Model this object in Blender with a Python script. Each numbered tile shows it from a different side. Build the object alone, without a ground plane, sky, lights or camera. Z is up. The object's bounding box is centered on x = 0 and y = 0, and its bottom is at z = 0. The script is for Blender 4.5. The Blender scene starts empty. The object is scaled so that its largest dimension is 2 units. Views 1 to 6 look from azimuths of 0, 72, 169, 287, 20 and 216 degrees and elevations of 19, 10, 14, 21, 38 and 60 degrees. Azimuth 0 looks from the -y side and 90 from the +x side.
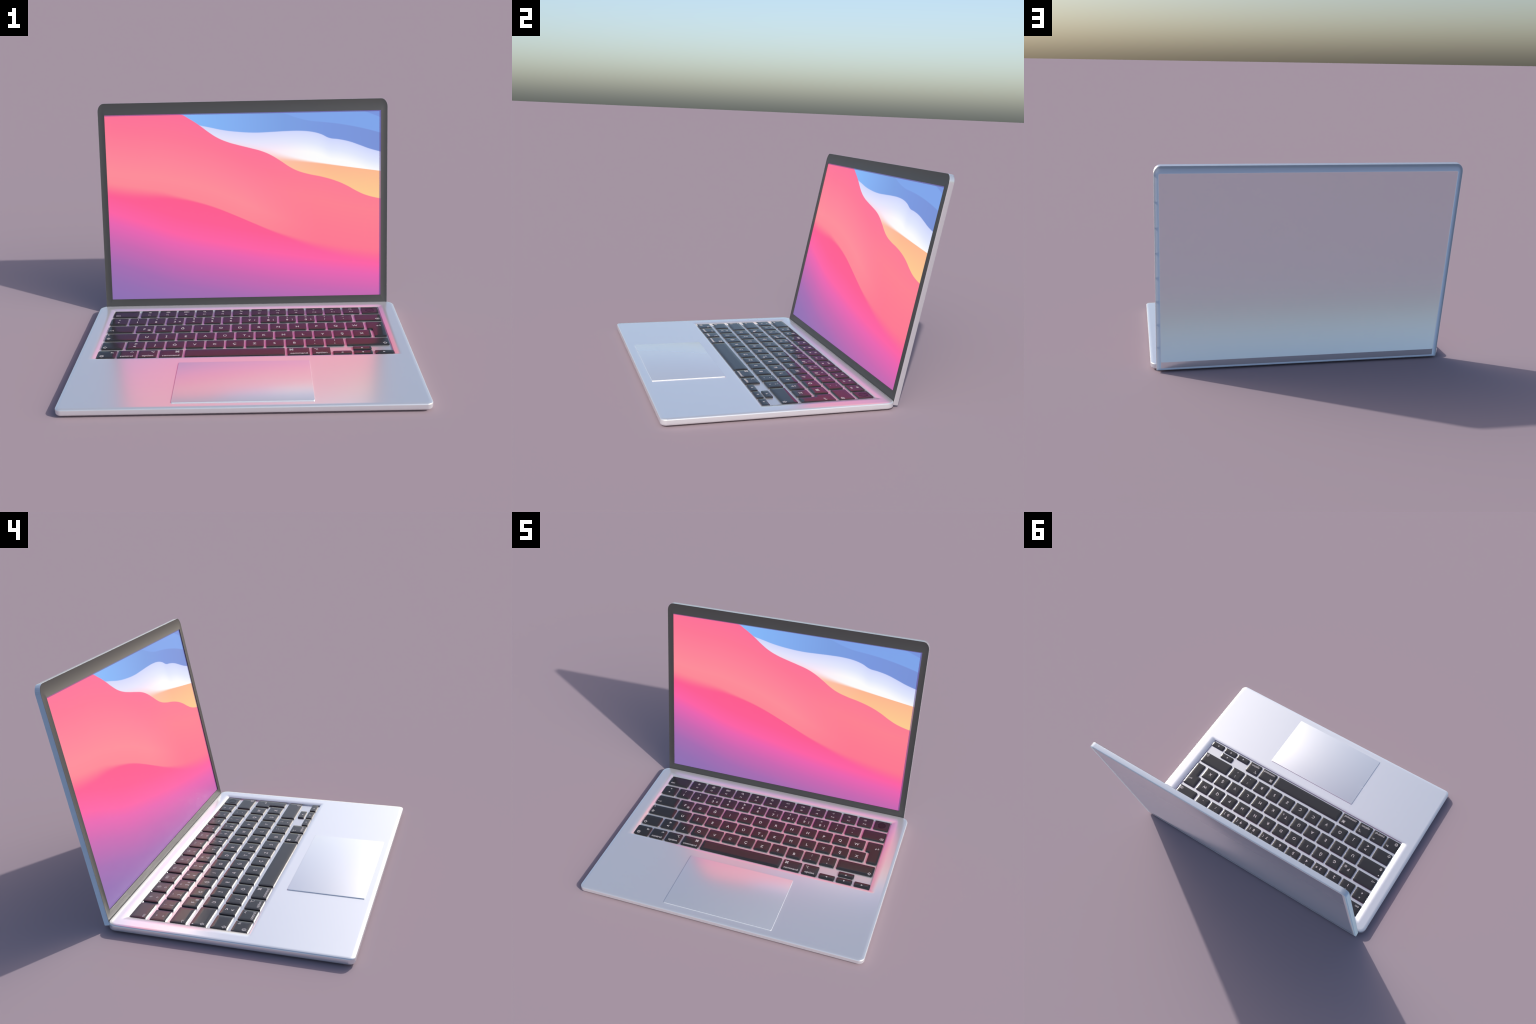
"""Open silver laptop: aluminium base with keyboard well, raised trackpad,
tilted lid with dark bezel and a lit display showing a wavy wallpaper."""
import bpy, math
from mathutils import Matrix, Vector

# ----------------------------------------------------------------- sizes (m)
HALF_W = 1.0                      # base half width
BASE_FRONT, BASE_BACK = -0.8435, 0.553
BASE_TOP = 0.0483
WELL = (-0.8915, 0.8910, -0.2490, 0.4645)      # keyboard well x0,x1,y0,y1
WELL_FLOOR = 0.0360
KEY_TOP = 0.0445
PAD = (-0.3870, 0.3770, -0.7905, -0.3270)
PAD_TOP = 0.0530
LID_TILT = math.radians(10.82)
LID_ORIGIN = (0.0, 0.565, 0.0917)              # lower middle of the display
LID_W, LID_Y0, LID_Y1 = 0.9632, -0.0755, 1.3255
LID_BACK, LID_FRONT = -0.0312, 0.0015
DISP_W, DISP_H = 0.9205, 1.2485


# ------------------------------------------------------------- mesh builder
class Shape:
    """Collects faces with a normal for every corner."""
    def __init__(self):
        self.v, self.index, self.f, self.n, self.mat = [], {}, [], [], []

    def vert(self, p):
        k = tuple(round(c, 6) for c in p)
        if k not in self.index:
            self.index[k] = len(self.v)
            self.v.append(k)
        return self.index[k]

    def face(self, pts, normals, mat=0):
        ids = [self.vert(p) for p in pts]
        keep = [i for i in range(len(ids)) if ids[i] != ids[i - 1]]
        if len(keep) < 3:
            return
        self.f.append([ids[i] for i in keep])
        self.n.extend(Vector(normals[i]).normalized() for i in keep)
        self.mat.append(mat)

    def strip(self, a, b, na, nb, mat=0):
        """Quads between two closed loops a (outer/lower) and b."""
        m = len(a)
        for i in range(m):
            j = (i + 1) % m
            self.face([a[i], a[j], b[j], b[i]], [na[i], na[j], nb[j], nb[i]], mat)

    def mesh(self, name, materials):
        me = bpy.data.meshes.new(name)
        me.from_pydata(self.v, [], self.f)
        for m in materials:
            me.materials.append(m)
        me.polygons.foreach_set("material_index", self.mat)
        me.polygons.foreach_set("use_smooth", [True] * len(self.f))
        me.update()
        me.normals_split_custom_set([tuple(x) for x in self.n])
        return me


def add(name, me, parent, matrix=None):
    ob = bpy.data.objects.new(name, me)
    bpy.context.scene.collection.objects.link(ob)
    ob.parent = parent
    if matrix is not None:
        ob.matrix_local = matrix
    return ob


def rounded(x0, x1, y0, y1, radii, seg=6, side=6):
    """Counter-clockwise rounded rectangle: list of (x, y, nx, ny).
    radii: (rx, ry) for front-left, front-right, back-right, back-left."""
    cs = [(x0, y0, 1, 1, math.pi), (x1, y0, -1, 1, 1.5 * math.pi),
          (x1, y1, -1, -1, 0.0), (x0, y1, 1, -1, 0.5 * math.pi)]
    arcs = []
    for (x, y, sx, sy, a0), (rx, ry) in zip(cs, radii):
        arc = []
        for k in range(seg + 1):
            a = a0 + 0.5 * math.pi * k / seg
            arc.append((x + sx * rx + rx * math.cos(a), y + sy * ry + ry * math.sin(a), math.cos(a), math.sin(a)))
        arcs.append(arc)
    out = []
    for i in range(4):
        out += arcs[i]
        p, q = arcs[i][-1], arcs[(i + 1) % 4][0]
        for k in range(1, side):
            t = k / side
            out.append((p[0] + (q[0] - p[0]) * t, p[1] + (q[1] - p[1]) * t, p[2], p[3]))
    return out


def outline(poly, inset, r, seg=4):
    """Inset a counter-clockwise polygon and round its corners."""
    m, out = len(poly), []
    P = [Vector(p) for p in poly]
    for i in range(m):
        a, b, c = P[i - 1], P[i], P[(i + 1) % m]
        d0, d1 = (b - a).normalized(), (c - b).normalized()
        n0, n1 = Vector((d0.y, -d0.x)), Vector((d1.y, -d1.x))     # outward
        turn = d0.x * d1.y - d0.y * d1.x
        corner = b - (n0 + n1) * inset
        rr = max(r - inset, 0.0012) if turn > 0 else r + inset
        centre = corner - (n0 + n1) * rr if turn > 0 else corner + (n0 + n1) * rr
        s = 1 if turn > 0 else -1
        for k in range(seg + 1):
            t = k / seg
            a0 = math.atan2(n0.y, n0.x)
            a = a0 + s * 0.5 * math.pi * t
            nx, ny = math.cos(a), math.sin(a)
            out.append((centre.x + s * rr * nx, centre.y + s * rr * ny, nx, ny))
    return out


def tilt(p, deg, inward=False):
    """Normal leaning from straight up by deg towards the outline normal."""
    a = math.radians(deg)
    s = -1 if inward else 1
    return (s * p[2] * math.sin(a), s * p[3] * math.sin(a), math.cos(a))


# ---------------------------------------------------------------- materials
def new_material(name):
    m = bpy.data.materials.new(name)
    m.use_nodes = True
    nt = m.node_tree
    return m, nt, nt.nodes["Principled BSDF"]


def grain(nt, bsdf, scale, low, high):
    tc = nt.nodes.new("ShaderNodeTexCoord")
    no = nt.nodes.new("ShaderNodeTexNoise")
    no.inputs["Scale"].default_value = scale
    no.inputs["Detail"].default_value = 3
    mr = nt.nodes.new("ShaderNodeMapRange")
    mr.inputs["To Min"].default_value, mr.inputs["To Max"].default_value = low, high
    nt.links.new(tc.outputs["Object"], no.inputs["Vector"])
    nt.links.new(no.outputs["Fac"], mr.inputs["Value"])
    nt.links.new(mr.outputs["Result"], bsdf.inputs["Roughness"])
    bump = nt.nodes.new("ShaderNodeBump")                 # bead-blasted tooth
    bump.inputs["Strength"].default_value = 0.02
    bump.inputs["Distance"].default_value = 0.0005
    nt.links.new(no.outputs["Fac"], bump.inputs["Height"])
    nt.links.new(bump.outputs["Normal"], bsdf.inputs["Normal"])


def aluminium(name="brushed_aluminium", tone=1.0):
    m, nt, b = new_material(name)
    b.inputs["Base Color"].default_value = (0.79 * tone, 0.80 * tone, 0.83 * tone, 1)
    b.inputs["Metallic"].default_value = 0.66
    grain(nt, b, 60, 0.23, 0.26)
    return m


def plain(name, colour, low, high, spec=0.5):
    m, nt, b = new_material(name)
    b.inputs["Base Color"].default_value = (*colour, 1)
    b.inputs["Specular IOR Level"].default_value = spec
    grain(nt, b, 40, low, high)
    return m


def srgb(r, g, b):
    f = lambda c: c / 12.92 if c <= 0.04045 else ((c + 0.055) / 1.055) ** 2.4
    return (f(r / 255), f(g / 255), f(b / 255), 1)


def wallpaper():
    """Lit display: layered wavy hills computed from the panel position."""
    m, nt, bsdf = new_material("lit_display")
    N, L = nt.nodes, nt.links

    def math_node(op, a, b=None, clamp=False):
        n = N.new("ShaderNodeMath")
        n.operation, n.use_clamp = op, clamp
        for i, x in enumerate((a, b)):
            if x is None:
                continue
            if isinstance(x, (int, float)):
                n.inputs[i].default_value = x
            else:
                L.new(x, n.inputs[i])
        return n.outputs[0]

    def mix(fac, a, b):
        n = N.new("ShaderNodeMix")
        n.data_type = "RGBA"
        for sock, x in ((n.inputs[0], fac), (n.inputs[6], a), (n.inputs[7], b)):
            if isinstance(x, tuple):
                sock.default_value = x
            elif isinstance(x, (int, float)):
                sock.default_value = x
            else:
                L.new(x, sock)
        return n.outputs[2]

    def wave(points):
        """Height of a hill line above the panel's lower edge, against u."""
        n = N.new("ShaderNodeFloatCurve")
        c = n.mapping.curves[0]
        c.points[0].location, c.points[-1].location = points[0], points[-1]
        for p in points[1:-1]:
            c.points.new(*p)
        n.mapping.extend = "HORIZONTAL"
        n.mapping.update()
        L.new(u, n.inputs["Value"])
        return n.outputs[0]

    def step(height, width):
        """0 below the line, 1 above it; width is the soft half width."""
        d = math_node("SUBTRACT", v, height)
        d = math_node("DIVIDE", d, width)
        d = math_node("MULTIPLY_ADD", d, 0.5)
        d.node.inputs[2].default_value = 0.5
        n = N.new("ShaderNodeMapRange")
        n.interpolation_type = "SMOOTHSTEP"
        L.new(d, n.inputs["Value"])
        return n.outputs["Result"]

    def ramp(fac, stops):
        n = N.new("ShaderNodeValToRGB")
        e = n.color_ramp.elements
        e[0].position, e[0].color = stops[0]
        e[1].position, e[1].color = stops[-1]
        for pos, col in stops[1:-1]:
            e.new(pos).color = col
        if fac is not None:
            L.new(fac, n.inputs["Fac"])
        return n.outputs["Color"]

    tc = N.new("ShaderNodeTexCoord")
    sep = N.new("ShaderNodeSeparateXYZ")
    L.new(tc.outputs["Object"], sep.inputs[0])
    u = math_node("MULTIPLY_ADD", sep.outputs["X"], 0.5 / DISP_W)
    u.node.inputs[2].default_value = 0.5
    v = math_node("DIVIDE", sep.outputs["Y"], DISP_H)

    hill = wave([(0.0, 1.0), (0.273, 0.999), (0.307, 0.973), (0.343, 0.938), (0.375, 0.902), (0.407, 0.871), (0.444, 0.847),
                 (0.480, 0.831), (0.526, 0.813), (0.568, 0.795), (0.600, 0.774), (0.637, 0.740), (0.669, 0.708), (0.697, 0.687),
                 (0.739, 0.668), (0.785, 0.653), (0.836, 0.630), (0.874, 0.605), (0.911, 0.574), (0.943, 0.552), (1.0, 0.530)])
    cloud = wave([(0.0, 1.0), (0.30, 0.955), (0.343, 0.938), (0.380, 0.926), (0.426, 0.911), (0.481, 0.900), (0.546, 0.894), (0.602, 0.896),
                  (0.657, 0.899), (0.708, 0.899), (0.749, 0.893), (0.782, 0.880), (0.814, 0.858), (0.846, 0.851), (0.883, 0.839),
                  (0.925, 0.817), (0.957, 0.799), (1.0, 0.781)])
    dune = wave([(0.0, 0.90), (0.50, 0.800), (0.600, 0.774), (0.651, 0.759), (0.721, 0.740), (0.790, 0.724), (0.860, 0.708), (0.929, 0.693), (1.0, 0.678)])
    sky_a = wave([(0.0, 1.0), (0.61, 1.0), (0.649, 0.992), (0.695, 0.969), (0.740, 0.952), (0.787, 0.944), (0.837, 0.935), (0.888, 0.922), (0.943, 0.904), (1.0, 0.881)])
    sky_b = wave([(0.0, 1.0), (0.92, 1.0), (0.945, 0.993), (0.971, 0.979), (1.0, 0.962)])
    ridge = wave([(0.0, 0.608), (0.065, 0.592), (0.135, 0.580), (0.205, 0.570), (0.251, 0.556), (0.321, 0.531), (0.391, 0.498), (0.460, 0.456),
                  (0.530, 0.410), (0.600, 0.365), (0.671, 0.326), (0.741, 0.291), (0.812, 0.263), (0.906, 0.234), (1.0, 0.214)])
    ridge_soft = wave([(0.0, 0.045), (0.15, 0.035), (0.28, 0.012), (0.40, 0.005), (0.55, 0.005), (0.68, 0.016), (0.85, 0.04), (1.0, 0.05)])
    dune_soft = wave([(0.0, 0.06), (0.58, 0.045), (0.65, 0.024), (0.74, 0.009), (0.85, 0.003), (1.0, 0.002)])
    dusk = wave([(0.0, 0.490), (0.131, 0.424), (0.247, 0.365), (0.434, 0.303), (0.623, 0.249), (1.0, 0.172)])

    # lower slopes: hot pink fading to violet
    gap = math_node("SUBTRACT", dusk, v)                    # grows downwards
    low = math_node("MULTIPLY_ADD", gap, 1.0)
    low.node.inputs[2].default_value = 0.20
    slope = ramp(low, [(0.0, srgb(255, 90, 142)), (0.11, srgb(255, 91, 148)), (0.205, srgb(255, 96, 166)), (0.26, srgb(236, 98, 178)), (0.36, srgb(202, 102, 179)),
                       (0.48, srgb(166, 107, 180)), (0.58, srgb(149, 110, 180)), (0.70, srgb(138, 112, 181))])
    # upper pink slope: slightly paler on a broad diagonal band above the ridge
    up = math_node("SUBTRACT", v, ridge)
    band = ramp(up, [(0.0, srgb(255, 134, 150)), (0.09, srgb(255, 140, 154)), (0.20, srgb(255, 130, 153)), (0.32, srgb(255, 118, 150)), (0.44, srgb(255, 110, 153))])
    warm = ramp(up, [(0.0, srgb(255, 118, 146)), (0.12, srgb(255, 122, 146)), (0.25, srgb(255, 128, 146)), (0.40, srgb(255, 120, 150))])
    right = N.new("ShaderNodeMapRange")
    right.interpolation_type = "SMOOTHSTEP"
    right.inputs["From Min"].default_value, right.inputs["From Max"].default_value = 0.48, 0.80
    L.new(u, right.inputs["Value"])
    pink = mix(right.outputs["Result"], band, warm)
    # orange dune, white haze, blue sky
    orange = ramp(u, [(0.55, srgb(255, 196, 186)), (0.66, srgb(255, 190, 165)), (0.80, srgb(255, 184, 146)), (1.0, srgb(255, 188, 145))])
    deep = math_node("SUBTRACT", dune, v)
    glow = N.new("ShaderNodeMapRange")
    glow.inputs["From Max"].default_value = 0.14
    L.new(deep, glow.inputs["Value"])
    orange = mix(glow.outputs["Result"], orange, srgb(255, 206, 146))
    fall = math_node("SUBTRACT", cloud, v)
    haze_left = ramp(fall, [(0.0, srgb(212, 218, 255)), (0.05, srgb(232, 232, 255)), (0.10, srgb(255, 233, 251)), (0.20, srgb(255, 232, 246))])
    haze_right = ramp(fall, [(0.0, srgb(208, 216, 255)), (0.06, srgb(228, 234, 255)), (0.11, srgb(255, 255, 255)), (0.2, srgb(255, 255, 255))])
    hr = N.new("ShaderNodeMapRange")
    hr.interpolation_type = "SMOOTHSTEP"
    hr.inputs["From Min"].default_value, hr.inputs["From Max"].default_value = 0.52, 0.78
    L.new(u, hr.inputs["Value"])
    haze = mix(hr.outputs["Result"], haze_left, haze_right)
    sky = ramp(u, [(0.27, srgb(134, 190, 255)), (0.48, srgb(130, 174, 242)), (0.65, srgb(122, 160, 228)), (0.80, srgb(121, 152, 224)), (1.0, srgb(120, 146, 216))])

    ground = mix(step(ridge, ridge_soft), slope, pink)
    far = mix(step(dune, dune_soft), orange, haze)
    far = mix(step(cloud, 0.0025), far, sky)
    far = mix(step(sky_a, 0.003), far, srgb(126, 165, 236))
    far = mix(step(sky_b, 0.003), far, srgb(120, 150, 224))
    picture = mix(step(hill, 0.0025), ground, far)
    # thin violet edge strip along the top and the right of the panel
    edge_r = math_node("GREATER_THAN", u, 0.9945)
    edge_t = math_node("GREATER_THAN", v, 0.9945)
    edge = math_node("MAXIMUM", edge_r, edge_t)
    edge = math_node("MULTIPLY", edge, 0.72)
    picture = mix(edge, picture, srgb(104, 78, 140))

    bsdf.inputs["Base Color"].default_value = (0.005, 0.005, 0.005, 1)
    bsdf.inputs["Roughness"].default_value = 0.5
    bsdf.inputs["Specular IOR Level"].default_value = 0.2
    L.new(picture, bsdf.inputs["Emission Color"])
    bsdf.inputs["Emission Strength"].default_value = 0.97
    return m


ALU = aluminium()
WELL_ALU = aluminium("well_aluminium", 0.82)  # same metal, base colour darkened to tone down bright light in the key gaps
KEYCAP = plain("black_keycap", (0.022, 0.022, 0.024), 0.17, 0.20)
SENSOR = plain("glossy_sensor", (0.012, 0.012, 0.013), 0.08, 0.10, 0.35)
RUBBER = plain("black_rubber", (0.02, 0.02, 0.02), 0.6, 0.7)
INK = plain("white_legend", (0.50, 0.49, 0.50), 0.45, 0.55)
BEZEL = plain("black_bezel", (0.031, 0.031, 0.031), 0.46, 0.50, 0.9)
SCREEN = wallpaper()

laptop = bpy.data.objects.new("laptop", None)
laptop["label"] = "open silver laptop with black keys and pink wallpaper"
laptop["category"] = "laptop"
bpy.context.scene.collection.objects.link(laptop)


# --------------------------------------------------------------------- base
def build_base():
    s = Shape()
    R = 0.052
    # (inset, height) from the underside up round the edge to the top
    prof = [(0.026, 0.0050), (0.015, 0.0064), (0.0075, 0.0092), (0.0028, 0.0130), (0.0006, 0.0175), (0.0, 0.0220),
            (0.0, 0.0403), (0.0007, 0.0438), (0.0027, 0.0464), (0.0055, 0.0478), (0.0085, BASE_TOP)]
    norms = []
    for i in range(len(prof)):
        a, b = prof[max(i - 1, 0)], prof[min(i + 1, len(prof) - 1)]
        d = Vector((b[1] - a[1], b[0] - a[0])).normalized()      # (outward, up)
        norms.append((d.x, d.y))
    norms[0], norms[5], norms[6], norms[-1] = (0.25, -0.97), (1, -0.02), (1, 0.1), (0.24, 0.97)

    def loop(inset, z):
        r, f = R - inset, 0.036 - inset
        q = rounded(-HALF_W + inset, HALF_W - inset, BASE_FRONT + inset, BASE_BACK - inset, [(f, f), (f, f), (r, r), (r, r)], 8, 10)
        return [(p[0], p[1], z) for p in q], q
    loops = [loop(*p) for p in prof]
    for i in range(len(prof) - 1):
        (a, qa), (b, qb) = loops[i], loops[i + 1]
        na = [(p[2] * norms[i][0], p[3] * norms[i][0], norms[i][1]) for p in qa]
        nb = [(p[2] * norms[i + 1][0], p[3] * norms[i + 1][0], norms[i + 1][1]) for p in qb]
        s.strip(a, b, na, nb)
    s.face(list(reversed(loops[0][0])), [(0, 0, -1)] * len(loops[0][0]))
    # top deck: the metal rolls over into the keyboard well
    def well(grow, r):
        g = grow if isinstance(grow, tuple) else (grow,) * 4         # left, right, front, back
        return rounded(WELL[0] - g[0], WELL[1] + g[1], WELL[2] - g[2], WELL[3] + g[3], [(r, r)] * 4, 8, 10)
    reach = (0.046, 0.046, 0.020, 0.040)                # width of the roll on each side
    inner, qi = loop(0.024, BASE_TOP)
    top, qt = loops[-1]
    up = [(0, 0, 1)] * len(qt)
    prev, n_prev = inner, up
    s.strip(top, inner, [tilt(p, 14) for p in qt], up)
    steps = 5
    for k in range(steps + 1):
        f = k / steps
        q = well(tuple(w * (1 - f) for w in reach), 0.008 + 0.012 * (1 - f))
        ring, normals = [], []
        for p in q:
            front = max(0.0, -p[3])
            drop, width = 0.0040 - 0.0020 * front, 0.042 - 0.022 * front
            ring.append((p[0], p[1], BASE_TOP - drop * f * f))
            normals.append(tilt(p, 2.1 * math.degrees(math.atan(2 * drop * f / width)) * (1 - 0.35 * front), True))
        s.strip(prev, ring, n_prev, normals)
        prev, n_prev = ring, normals
    floor = [(p[0], p[1], WELL_FLOOR) for p in q]
    wall = [(-p[2], -p[3], 0.15) for p in q]
    s.strip(prev, floor, wall, wall)
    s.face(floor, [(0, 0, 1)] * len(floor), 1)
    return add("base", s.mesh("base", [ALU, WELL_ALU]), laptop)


base = build_base()


def build_feet():
    """Four low round pads that carry the base."""
    s = Shape()
    m = 24
    ring = lambda r, z: [(r * math.cos(math.tau * i / m), r * math.sin(math.tau * i / m), z) for i in range(m)]
    side = [(math.cos(math.tau * i / m), math.sin(math.tau * i / m), 0) for i in range(m)]
    low, mid, high = ring(0.036, 0.0), ring(0.040, 0.0015), ring(0.040, 0.0060)
    s.face(list(reversed(low)), [(0, 0, -1)] * m)
    s.strip(low, mid, side, side)
    s.strip(mid, high, side, side)
    s.face(high, [(0, 0, 1)] * m)
    me = s.mesh("rubber_foot", [RUBBER])
    for x in (-0.86, 0.86):
        for y in (-0.70, 0.41):
            add("rubber_foot", me, laptop, Matrix.Translation((x, y, 0)))


build_feet()


def build_trackpad():
    s = Shape()
    def loop(inset, z):
        r = max(0.006 - inset, 0.001)
        q = rounded(PAD[0] + inset, PAD[1] - inset, PAD[2] + inset, PAD[3] - inset, [(r, r)] * 4, 5, 8)
        return [(p[0], p[1], z) for p in q], q
    a, qa = loop(0.0, BASE_TOP - 0.003)
    b, qb = loop(0.0, PAD_TOP - 0.0008)
    c, qc = loop(0.0010, PAD_TOP)
    s.strip(a, b, [tilt(p, 90) for p in qa], [tilt(p, 80) for p in qb])
    cx, cy = 0.5 * (PAD[0] + PAD[1]), 0.5 * (PAD[2] + PAD[3])
    # glass reads as very slightly domed
    def dome(x, y):
        return Vector((math.tan(math.radians(5)) * (x - cx) / (0.5 * (PAD[1] - PAD[0])),
                       math.tan(math.radians(6)) * (y - cy) / (0.5 * (PAD[3] - PAD[2])), 1)).normalized()
    prev, qp = c, qc
    s.strip(b, c, [tilt(p, 60) for p in qb], [dome(p[0], p[1]) for p in c])
    steps = 6
    for k in range(1, steps):
        f = 1 - k / steps
        nxt = [(cx + (p[0] - cx) * f, cy + (p[1] - cy) * f, PAD_TOP) for p in c]
        s.strip(prev, nxt, [dome(p[0], p[1]) for p in prev], [dome(p[0], p[1]) for p in nxt])
        prev = nxt
    s.face(prev, [dome(p[0], p[1]) for p in prev])
    return add("trackpad", s.mesh("trackpad", [ALU]), laptop)


build_trackpad()


# --------------------------------------------------------------------- keys
def key_mesh(poly):
    """Key cap: straight sides, rounded shoulder, nearly flat top."""
    s = Shape()
    xs, ys = [p[0] for p in poly], [p[1] for p in poly]
    flat = min(0.024, 0.4 * min(max(xs) - min(xs), max(ys) - min(ys)))
    prof = [(-0.0006, WELL_FLOOR - 0.001, 90), (-0.0006, 0.0435, 87), (-0.0003, 0.0441, 55), (0.0005, KEY_TOP, 14),
            (0.0085, KEY_TOP, 7), (flat, KEY_TOP, 0)]
    loops = []
    for inset, z, deg in prof:
        q = outline(poly, inset, 0.0075)
        loops.append(([(p[0], p[1], z) for p in q], [tilt(p, deg) for p in q]))
    for (a, na), (b, nb) in zip(loops, loops[1:]):
        s.strip(a, b, na, nb)
    s.face(loops[-1][0], [(0, 0, 1)] * len(loops[-1][0]))
    return s.mesh("key", [KEYCAP])


def box(w, h):
    return [(-w / 2, -h / 2), (w / 2, -h / 2), (w / 2, h / 2), (-w / 2, h / 2)]


MESHES = {}


def key(x0, x1, y0, y1):
    w, h = round(x1 - x0, 4), round(y1 - y0, 4)
    if (w, h) not in MESHES:
        MESHES[(w, h)] = key_mesh(box(w, h))
    c = ((x0 + x1) / 2, (y0 + y1) / 2)
    return add("key", MESHES[(w, h)], laptop, Matrix.Translation((c[0], c[1], 0))), c


# legend pieces: ("t", text, x, y, cap size) or ("p", polygon) or ("l", points, width)
TEXT_CACHE = {}


def glyph(text, bold):
    if (text, bold) not in TEXT_CACHE:
        c = bpy.data.curves.new("legend_text", "FONT")
        c.body, c.align_x, c.size = text, "CENTER", 1.0
        c.resolution_u = 3
        c.offset = bold
        ob = bpy.data.objects.new("legend_text", c)
        bpy.context.scene.collection.objects.link(ob)
        bpy.context.view_layer.update()
        ev = ob.evaluated_get(bpy.context.evaluated_depsgraph_get())
        me = ev.to_mesh()
        vs = [tuple(q.co)[:2] for q in me.vertices]
        fs = [tuple(f.vertices) for f in me.polygons]
        ev.to_mesh_clear()
        bpy.data.objects.remove(ob)
        bpy.data.curves.remove(c)
        lo = [min(q[i] for q in vs) for i in (0, 1)]
        hi = [max(q[i] for q in vs) for i in (0, 1)]
        TEXT_CACHE[(text, bold)] = (vs, fs, lo, hi)
    return TEXT_CACHE[(text, bold)]


class Legend:
    H0, H1 = KEY_TOP - 0.0006, KEY_TOP + 0.0005

    def __init__(self):
        self.v, self.f = [], []

    def solid(self, vs, fs):
        """Give flat faces a small printed thickness."""
        n, k = len(self.v), len(vs)
        self.v += [(x, y, self.H1) for x, y in vs] + [(x, y, self.H0) for x, y in vs]
        edges = {}
        for f in fs:
            a = sum(vs[f[i - 1]][0] * vs[f[i]][1] - vs[f[i]][0] * vs[f[i - 1]][1] for i in range(len(f)))
            f = tuple(f) if a > 0 else tuple(reversed(f))
            self.f.append([n + i for i in f])
            for i in range(len(f)):
                edges[(f[i - 1], f[i])] = True
        for a, b in edges:
            if (b, a) not in edges:
                self.f.append([n + b, n + a, n + k + a, n + k + b])

    def text(self, t, x, y, size, bold=0.0, stretch=1.0, anchor="c"):
        """size: em height; (x, y) the middle of the drawn glyphs."""
        vs, fs, lo, hi = glyph(t, bold)
        cx = {"c": (lo[0] + hi[0]) / 2, "l": lo[0], "r": hi[0]}[anchor]
        cy = (lo[1] + hi[1]) / 2
        self.solid([(x + (p[0] - cx) * size * stretch, y + (p[1] - cy) * size) for p in vs], fs)

    def poly(self, pts):
        self.solid(list(pts), [tuple(range(len(pts)))])

    def line(self, pts, w, closed=False):
        pts = [Vector(p) for p in pts]
        m = len(pts)
        left, rightp = [], []
        for i in range(m):
            if closed:
                a, b = pts[i - 1], pts[(i + 1) % m]
            else:
                a, b = pts[max(i - 1, 0)], pts[min(i + 1, m - 1)]
            d = (b - a).normalized()
            nrm = Vector((-d.y, d.x)) * w / 2
            left.append(tuple(pts[i] + nrm))
            rightp.append(tuple(pts[i] - nrm))
        segs = m if closed else m - 1
        fs = [(i, (i + 1) % m, m + (i + 1) % m, m + i) for i in range(segs)]
        self.solid(left + rightp, fs)

    def ring(self, x, y, r, w, a0=0.0, a1=360.0, seg=20, squash=1.0):
        full = abs(a1 - a0) >= 359.9
        k = seg if full else seg + 1
        pts = [(x + r * math.cos(math.radians(a0 + (a1 - a0) * i / seg)), y + squash * r * math.sin(math.radians(a0 + (a1 - a0) * i / seg))) for i in range(k)]
        self.line(pts, w, full)

    def disc(self, x, y, r, seg=14):
        self.poly([(x + r * math.cos(math.tau * i / seg), y + r * math.sin(math.tau * i / seg)) for i in range(seg)])

    def attach(self, parent, material=None, name="key_legend"):
        if not self.v:
            return
        me = bpy.data.meshes.new(name)
        me.from_pydata(self.v, [], self.f)
        me.materials.append(material or INK)
        me.update()
        add(name, me, parent)


LETTER = 0.0325
SMALL = 0.0215


def letter_legend(ch, extra=None):
    g = Legend()
    base_y = -0.004
    # accents above or below must not shift the capital itself
    vs, fs, lo, hi = glyph(ch, 0.006)
    g.solid([(-0.003 + (p[0] - (lo[0] + hi[0]) / 2) * LETTER, base_y - 0.0118 + p[1] * LETTER) for p in vs], fs)
    if extra:
        g.text(extra, 0.028, -0.020, 0.022)
    return g


def pair_legend(upper, lower, extra=None):
    g = Legend()
    g.text(lower, -0.003, -0.016, LETTER if lower.isdigit() else 0.029, 0.006)
    g.text(upper, -0.002, 0.0235, 0.026 if upper not in "*^\"'" else 0.030)
    if extra:
        g.text(extra, 0.030, -0.015, 0.024)
    return g


def sun_icon(g, x, y, r, rays):
    g.ring(x, y, r, 0.0020, seg=14)
    for i in range(8):
        a = math.tau * i / 8
        c, s = math.cos(a), math.sin(a)
        g.line([(x + c * r * 1.7, y + s * r * 1.7), (x + c * r * rays, y + s * r * rays)], 0.0022)


def speaker(g, x, y, waves):
    g.line([(x - 0.009, y), (x + 0.001, y + 0.008), (x + 0.001, y - 0.008)], 0.0018, True)
    for i in range(waves):
        g.ring(x + 0.001, y, 0.0055 + 0.005 * i, 0.0018, -50, 50, 8)


def triangle(g, x, y, w, h, line=0.0018):
    g.line([(x - w / 2, y - h / 2), (x + w / 2, y), (x - w / 2, y + h / 2)], line, True)


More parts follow.
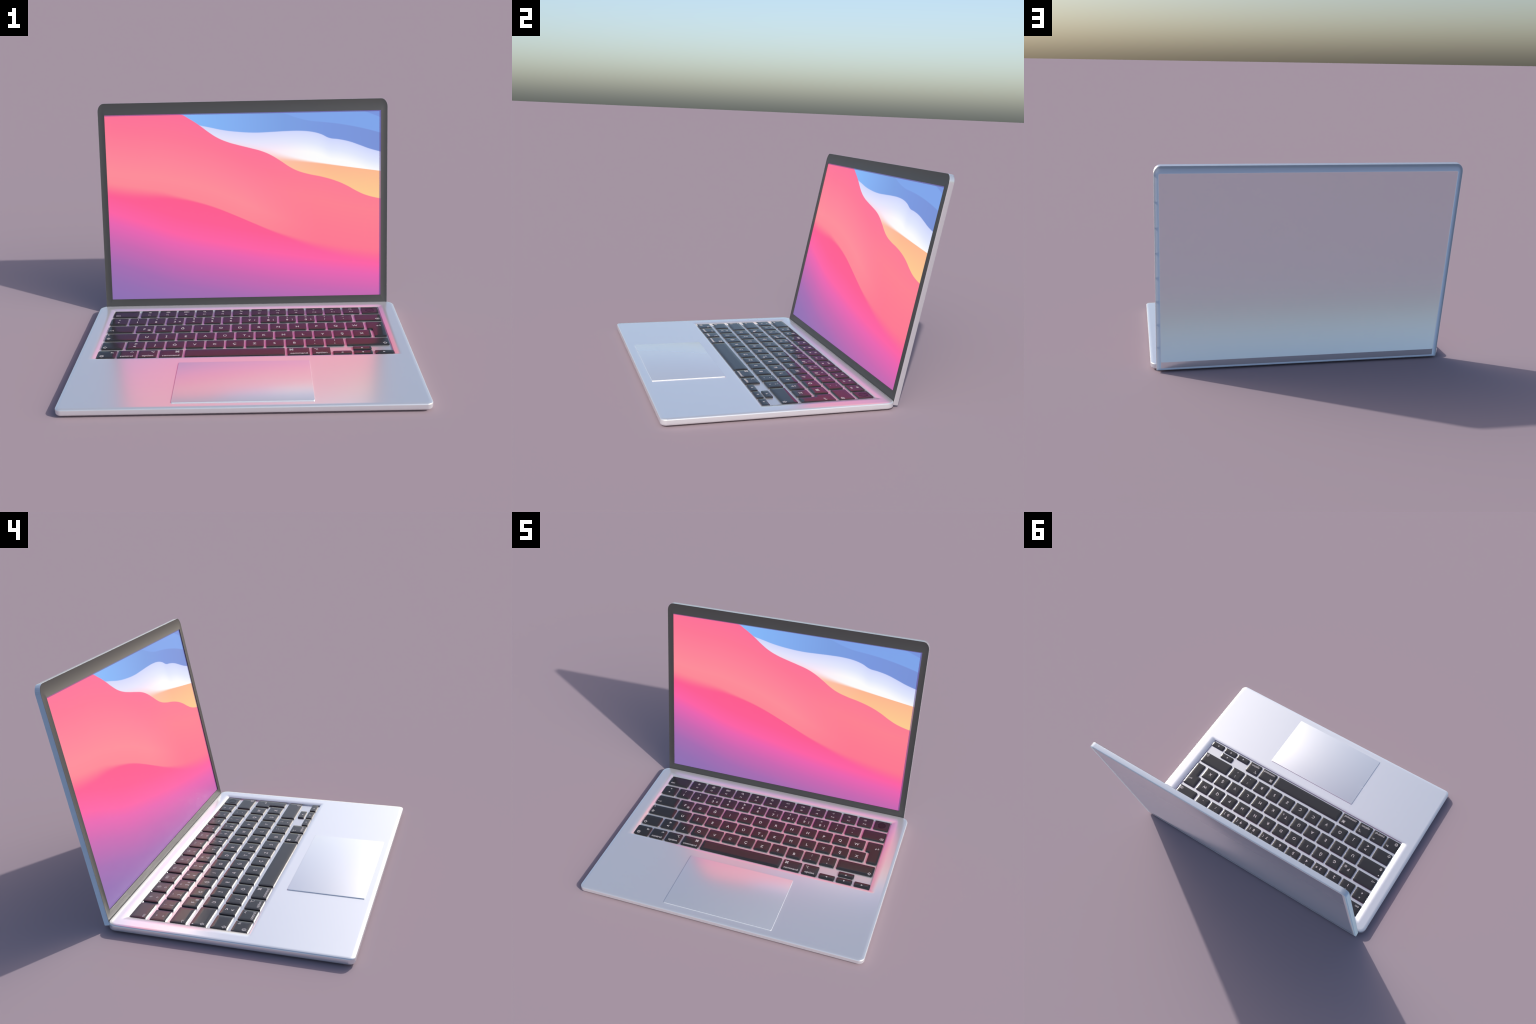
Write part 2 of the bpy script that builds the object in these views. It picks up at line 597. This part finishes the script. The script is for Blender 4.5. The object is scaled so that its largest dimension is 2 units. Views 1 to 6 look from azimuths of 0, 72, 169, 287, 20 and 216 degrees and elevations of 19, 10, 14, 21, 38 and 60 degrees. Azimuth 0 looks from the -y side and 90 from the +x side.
def function_legend(k):
    g = Legend()
    y = 0.020
    if k == 1:
        sun_icon(g, 0, y, 0.0045, 2.2)
    elif k == 2:
        sun_icon(g, 0, y, 0.0050, 2.8)
    elif k == 3:
        for dx in (-0.011, 0.0):
            for dy in (-0.0045, 0.0045):
                g.line([(dx - 0.0040, y + dy - 0.0030), (dx + 0.0040, y + dy - 0.0030), (dx + 0.0040, y + dy + 0.0030), (dx - 0.0040, y + dy + 0.0030)], 0.0018, True)
        g.line([(0.0075, y - 0.0075), (0.0160, y - 0.0075), (0.0160, y + 0.0075), (0.0075, y + 0.0075)], 0.0018, True)
    elif k == 4:
        g.ring(-0.002, y + 0.002, 0.0070, 0.0024, seg=16)
        g.line([(0.003, y - 0.003), (0.010, y - 0.010)], 0.0028)
    elif k == 5:
        g.line([(-0.0035, y - 0.003), (0.0035, y - 0.003), (0.0035, y + 0.009), (-0.0035, y + 0.009)], 0.0024, True)
        g.ring(0, y - 0.001, 0.0075, 0.0018, 180, 360, 10)
        g.line([(0, y - 0.008), (0, y - 0.012)], 0.0022)
    elif k == 6:
        g.ring(0, y, 0.0085, 0.0022, 100, 350, 16)
        g.ring(0.0050, y + 0.0050, 0.0070, 0.0020, 150, 300, 10)
    elif k == 7:
        triangle(g, -0.006, y, -0.011, 0.012)
        triangle(g, 0.007, y, -0.011, 0.012)
    elif k == 8:
        triangle(g, -0.007, y, 0.011, 0.012)
        for dx in (0.004, 0.010):
            g.line([(dx, y - 0.006), (dx, y + 0.006)], 0.0024)
    elif k == 9:
        triangle(g, -0.007, y, 0.011, 0.012)
        triangle(g, 0.006, y, 0.011, 0.012)
    else:
        speaker(g, -0.002 - 0.003 * (k - 10), y, k - 10)
    g.text("F%d" % k, -0.001, -0.021, 0.0175)
    return g


PITCH, KW = 0.1228, 0.1080
ROW = [(0.3670, 0.4605), (0.2465, 0.3405), (0.1255, 0.2195), (0.0065, 0.1005), (-0.1135, -0.0185), (-0.2345, -0.1405)]

# function row
k, c = key(-0.8860, -0.7225, *ROW[0])
g = Legend(); g.text("esc", -0.066, -0.026, 0.0245, anchor="l"); g.attach(k)
for i in range(12):
    x = -0.7025 + PITCH * i
    k, c = key(x, x + KW, *ROW[0])
    function_legend(i + 1).attach(k)
k, c = key(0.7715, 0.8815, *ROW[0])
g = Legend()
g.H0, g.H1 = KEY_TOP - 0.0006, KEY_TOP + 0.0012
g.ring(0, 0.002, 0.0275, 0.0030, seg=32)
g.attach(k, SENSOR, "fingerprint_ring")
g = Legend()
g.H0, g.H1 = KEY_TOP - 0.0006, KEY_TOP + 0.0003
g.disc(0, 0.002, 0.0262, 32)
g.attach(k, SENSOR, "fingerprint_sensor")

# number row
numbers = [("*", "+", None), ("!", "1", None), ('"', "2", None), ("^", "3", "#"), ("$", "4", None), ("%", "5", None), ("&", "6", None),
           ("'", "7", "{"), ("(", "8", "["), (")", "9", "]"), ("=", "0", "}"), ("?", "/", None), ("_", "-", None)]
for i, spec in enumerate(numbers):
    x = -0.8875 + PITCH * i
    k, c = key(x, x + KW, *ROW[1])
    pair_legend(*spec).attach(k)
k, c = key(0.7155, 0.8820, *ROW[1])
g = Legend(); g.text("⌫", 0.058, -0.024, 0.027, 0.004); g.attach(k)

# first letter row
k, c = key(-0.8835, -0.7190, *ROW[2])
g = Legend(); g.text("⇥", -0.060, -0.020, 0.030, 0.006); g.attach(k)
for i, ch in enumerate("FGĞIODRNHPQW"):
    x = -0.7030 + PITCH * i
    k, c = key(x, x + KW, *ROW[2])
    letter_legend(ch, "@" if ch == "F" else None).attach(k)

# tall return key with a step
ex = [0.7745, 0.8065, 0.8820]
ey = [ROW[3][0], 0.1190, ROW[2][1]]
cx, cy = (ex[0] + ex[2]) / 2, (ey[0] + ey[2]) / 2
poly = [(ex[1], ey[0]), (ex[2], ey[0]), (ex[2], ey[2]), (ex[0], ey[2]), (ex[0], ey[1]), (ex[1], ey[1])]
k = add("key", key_mesh([(x - cx, y - cy) for x, y in poly]), laptop, Matrix.Translation((cx, cy, 0)))
g = Legend(); g.text("↩", 0.022, 0.046, 0.030, 0.006); g.attach(k)

# second letter row
k, c = key(-0.8825, -0.6880, *ROW[3])
g = Legend()
g.disc(-0.084, 0.034, 0.0042)
g.line([(-0.076, -0.0135), (-0.070, -0.0135), (-0.070, -0.021), (-0.082, -0.021), (-0.082, -0.0135), (-0.076, -0.0135)], 0.0022)
g.text("⇧", -0.076, -0.018, 0.030, 0.004)
g.attach(k)
for i, ch in enumerate("UİEAÜTKMLYŞX"):
    x = -0.6730 + PITCH * i
    k, c = key(x, x + KW, *ROW[3])
    letter_legend(ch, "₺" if ch == "T" else None).attach(k)
    if ch in "AK":
        bar = Legend()
        bar.H1 = KEY_TOP + 0.0010
        bar.poly([(-0.013, -0.034), (0.009, -0.034), (0.009, -0.0318), (-0.013, -0.0318)])
        bar.attach(k, KEYCAP, "homing_bar")

# third letter row
k, c = key(-0.8825, -0.7490, *ROW[4])
g = Legend(); g.text("⇧", -0.045, -0.026, 0.032, 0.004); g.attach(k)
for i, ch in enumerate(["<>", "J", "Ö", "V", "C", "Ç", "Z", "S", "B", ":.", ";,"]):
    x = -0.7320 + PITCH * i
    k, c = key(x, x + KW, *ROW[4])
    if ch == "<>":
        g = Legend(); g.text(">", 0.002, 0.018, 0.034, 0.014); g.text("<", -0.003, -0.018, 0.034, 0.014)
    elif ch in (":.", ";,"):
        g = Legend(); g.text(ch[0], 0.0, 0.020, 0.034, 0.014); g.text(ch[1], -0.002, -0.022, 0.036, 0.014)
    else:
        g = letter_legend(ch)
    g.attach(k)
k, c = key(0.6215, 0.8795, *ROW[4])
g = Legend(); g.text("⇧", 0.104, -0.026, 0.032, 0.004); g.attach(k)

# bottom row
y0, y1 = ROW[5]
k, c = key(-0.8885, -0.7785, y0, y1)
g = Legend()
g.text("fn", 0.038, 0.022, 0.0255, anchor="r")
g.ring(-0.027, -0.022, 0.0115, 0.0020, seg=20)
g.ring(-0.027, -0.022, 0.0050, 0.0016, seg=16, squash=2.2)
g.line([(-0.038, -0.022), (-0.016, -0.022)], 0.0016)
g.attach(k)
k, c = key(-0.7660, -0.6565, y0, y1)
g = Legend(); g.text("⌃", 0.027, 0.026, 0.034, 0.006); g.text("control", 0.0, -0.027, 0.0265); g.attach(k)
k, c = key(-0.6425, -0.5310, y0, y1)
g = Legend(); g.text("⌥", 0.028, 0.022, 0.027, 0.006); g.text("option", 0.002, -0.027, 0.0265); g.attach(k)
k, c = key(-0.5140, -0.3780, y0, y1)
g = Legend(); g.text("⌘", 0.036, 0.022, 0.031, 0.008); g.text("command", 0.0, -0.027, 0.0265); g.attach(k)
key(-0.3620, 0.2380, y0, y1)
k, c = key(0.2535, 0.3865, y0, y1)
g = Legend(); g.text("⌘", -0.042, 0.022, 0.031, 0.008); g.text("command", 0.002, -0.027, 0.0265); g.attach(k)
k, c = key(0.4025, 0.5120, y0, y1)
g = Legend(); g.text("⌥", -0.030, 0.022, 0.027, 0.006); g.text("option", 0.0, -0.027, 0.0265); g.attach(k)
for x0, x1, b, t, rot in ((0.5280, 0.6380, y0, -0.1920, 180), (0.6520, 0.7620, -0.1780, -0.1345, 90),
                          (0.6520, 0.7620, y0, -0.1920, 270), (0.7785, 0.8880, y0, -0.1920, 0)):
    k, c = key(x0, x1, b, t)
    g = Legend()
    ca, sa = math.cos(math.radians(rot)), math.sin(math.radians(rot))
    g.poly([(x * ca - y * sa - 0.002, x * sa + y * ca) for x, y in ((-0.0055, -0.0065), (0.0070, 0.0), (-0.0055, 0.0065))])
    g.attach(k)


# ---------------------------------------------------------------------- lid
LID = Matrix.Translation(LID_ORIGIN) @ Matrix.Rotation(math.pi / 2 - LID_TILT, 4, "X")
# local axes: x along the width, y up the panel, z out of the display


def lid_loop(sides, top, bottom, z, corner=True, seg=8, side=8, rim=0.0):
    q = rounded(-LID_W + sides, LID_W - sides, LID_Y0 + bottom, LID_Y1 - top,
                [(0.005, 0.005), (0.005, 0.005), (max(0.043 - sides, 0.004), max(0.055 - top, 0.004)), (max(0.043 - sides, 0.004), max(0.055 - top, 0.004))], seg, side)
    return [(p[0], p[1], z) for p in q], q


def opening(grow, z, seg=8, side=8):
    r = 0.0015
    q = rounded(-DISP_W - grow, DISP_W + grow, -grow, DISP_H + grow, [(r, r)] * 4, seg, side)
    return [(p[0], p[1], z) for p in q], q


def build_lid():
    s = Shape()
    bev = 0.0012
    back, qb = lid_loop(bev, bev, bev, LID_BACK)
    low, ql = lid_loop(0, 0, 0, LID_BACK + bev)
    high, qh = lid_loop(0, 0, 0, LID_FRONT - 0.0004)
    front, qf = lid_loop(0.0004, 0.0004, 0.0004, LID_FRONT)
    out = lambda q, z=0.0: [(p[2], p[3], z) for p in q]
    rev = lambda a: list(reversed(a))
    # the sides are softly rolled: one leans to the sky, the other to the back
    flank = lambda q, z: [(p[2], p[3] + max(0.0, -p[2]), z - 0.38 * max(0.0, p[2])) for p in q]
    s.strip(back, low, flank(qb, -0.6), flank(ql, -0.1))
    s.strip(low, high, flank(ql, -0.1), flank(qh, 0.0))
    s.strip(high, front, flank(qh, 0.0), out(qf, 1))
    # front frame behind the bezel and the floor under the display
    hole, qo = opening(0.0008, LID_FRONT)
    s.strip(front, hole, [(0, 0, 1)] * len(front), [(0, 0, 1)] * len(hole))
    deep, qd = opening(0.0008, -0.0085)
    s.strip(hole, deep, [(-p[2], -p[3], 0) for p in qo], [(-p[2], -p[3], 0) for p in qd])
    s.face(deep, [(0, 0, 1)] * len(deep))
    # outer shell: rolled rim round a flat panel, hinge band along the foot
    band0, q0 = lid_loop(0.029, 0.047, 0.0145, LID_BACK - 0.0001)
    band1, q1 = lid_loop(0.031, 0.048, 0.0595, LID_BACK - 0.0001)
    def rim_normal(p, deg, out=0.25):
        """Rolled rim: leans to the sky, and a little outwards at the sides."""
        a = math.radians(deg)
        return Vector((out * p[2] * math.sin(a), math.sin(a), -math.cos(a))).normalized()
    nb = [rim_normal(p, 62) for p in qb]
    n0 = [rim_normal(p, 33) for p in q0]
    s.strip(rev(back), rev(band0), rev(nb), rev(n0))
    n0b = [(0, -0.03, -1) if p[3] < -0.5 else rim_normal(p, 22) for p in q0]
    n1 = [(0, 0.14, -1) if p[3] < -0.5 else rim_normal(p, 20) for p in q1]
    s.strip(rev(band0), rev(band1), rev(n0b), rev(n1))
    # panel, leaning a little to the sky towards its foot
    ys = [p[1] for p in band1]
    lo, hi = min(ys), max(ys)
    def lean(p):
        f = 1 - (p[1] - lo) / (hi - lo)
        a = math.radians(28) * f
        return (0, math.sin(a), -math.cos(a))
    prev = rev(band1)
    cx, cy = 0.0, 0.5 * (lo + hi)
    steps = 6
    for k in range(1, steps):
        f = 1 - k / steps
        nxt = [(cx + (p[0] - cx) * f, cy + (p[1] - cy) * f, p[2]) for p in rev(band1)]
        s.strip(prev, nxt, [lean(p) for p in prev], [lean(p) for p in nxt])
        prev = nxt
    s.face(prev, [lean(p) for p in prev])
    return add("lid", s.mesh("lid", [ALU]), laptop, LID)


build_lid()


def build_bezel():
    s = Shape()
    z = LID_FRONT + 0.0012
    a, qa = lid_loop(0.0006, 0.0006, 0.0006, LID_FRONT - 0.0003)
    b, qb = lid_loop(0.0006, 0.0006, 0.0006, z)
    c, qc = opening(0.0, z)
    d, qd = opening(0.0, -0.0075)
    lean = 7
    s.strip(a, b, [(p[2], p[3], 0) for p in qa], [(p[2], p[3], 0) for p in qb])
    s.strip(b, c, [tilt(p, lean, True) for p in qb], [tilt(p, lean) for p in qc])
    wall = [(-p[2], -p[3], 0) for p in qc]
    s.strip(c, d, wall, wall)
    return add("bezel", s.mesh("bezel", [BEZEL]), laptop, LID)


build_bezel()


def build_display():
    s = Shape()
    a, qa = opening(0.0004, -0.0080)
    b, qb = opening(0.0004, -0.0035)
    s.strip(a, b, [(p[2], p[3], 0) for p in qa], [(p[2], p[3], 0) for p in qb])
    s.face(b, [(0, 0, 1)] * len(b))
    s.face(list(reversed(a)), [(0, 0, -1)] * len(a))
    return add("display", s.mesh("display", [SCREEN]), laptop, LID)


build_display()
bpy.context.view_layer.update()
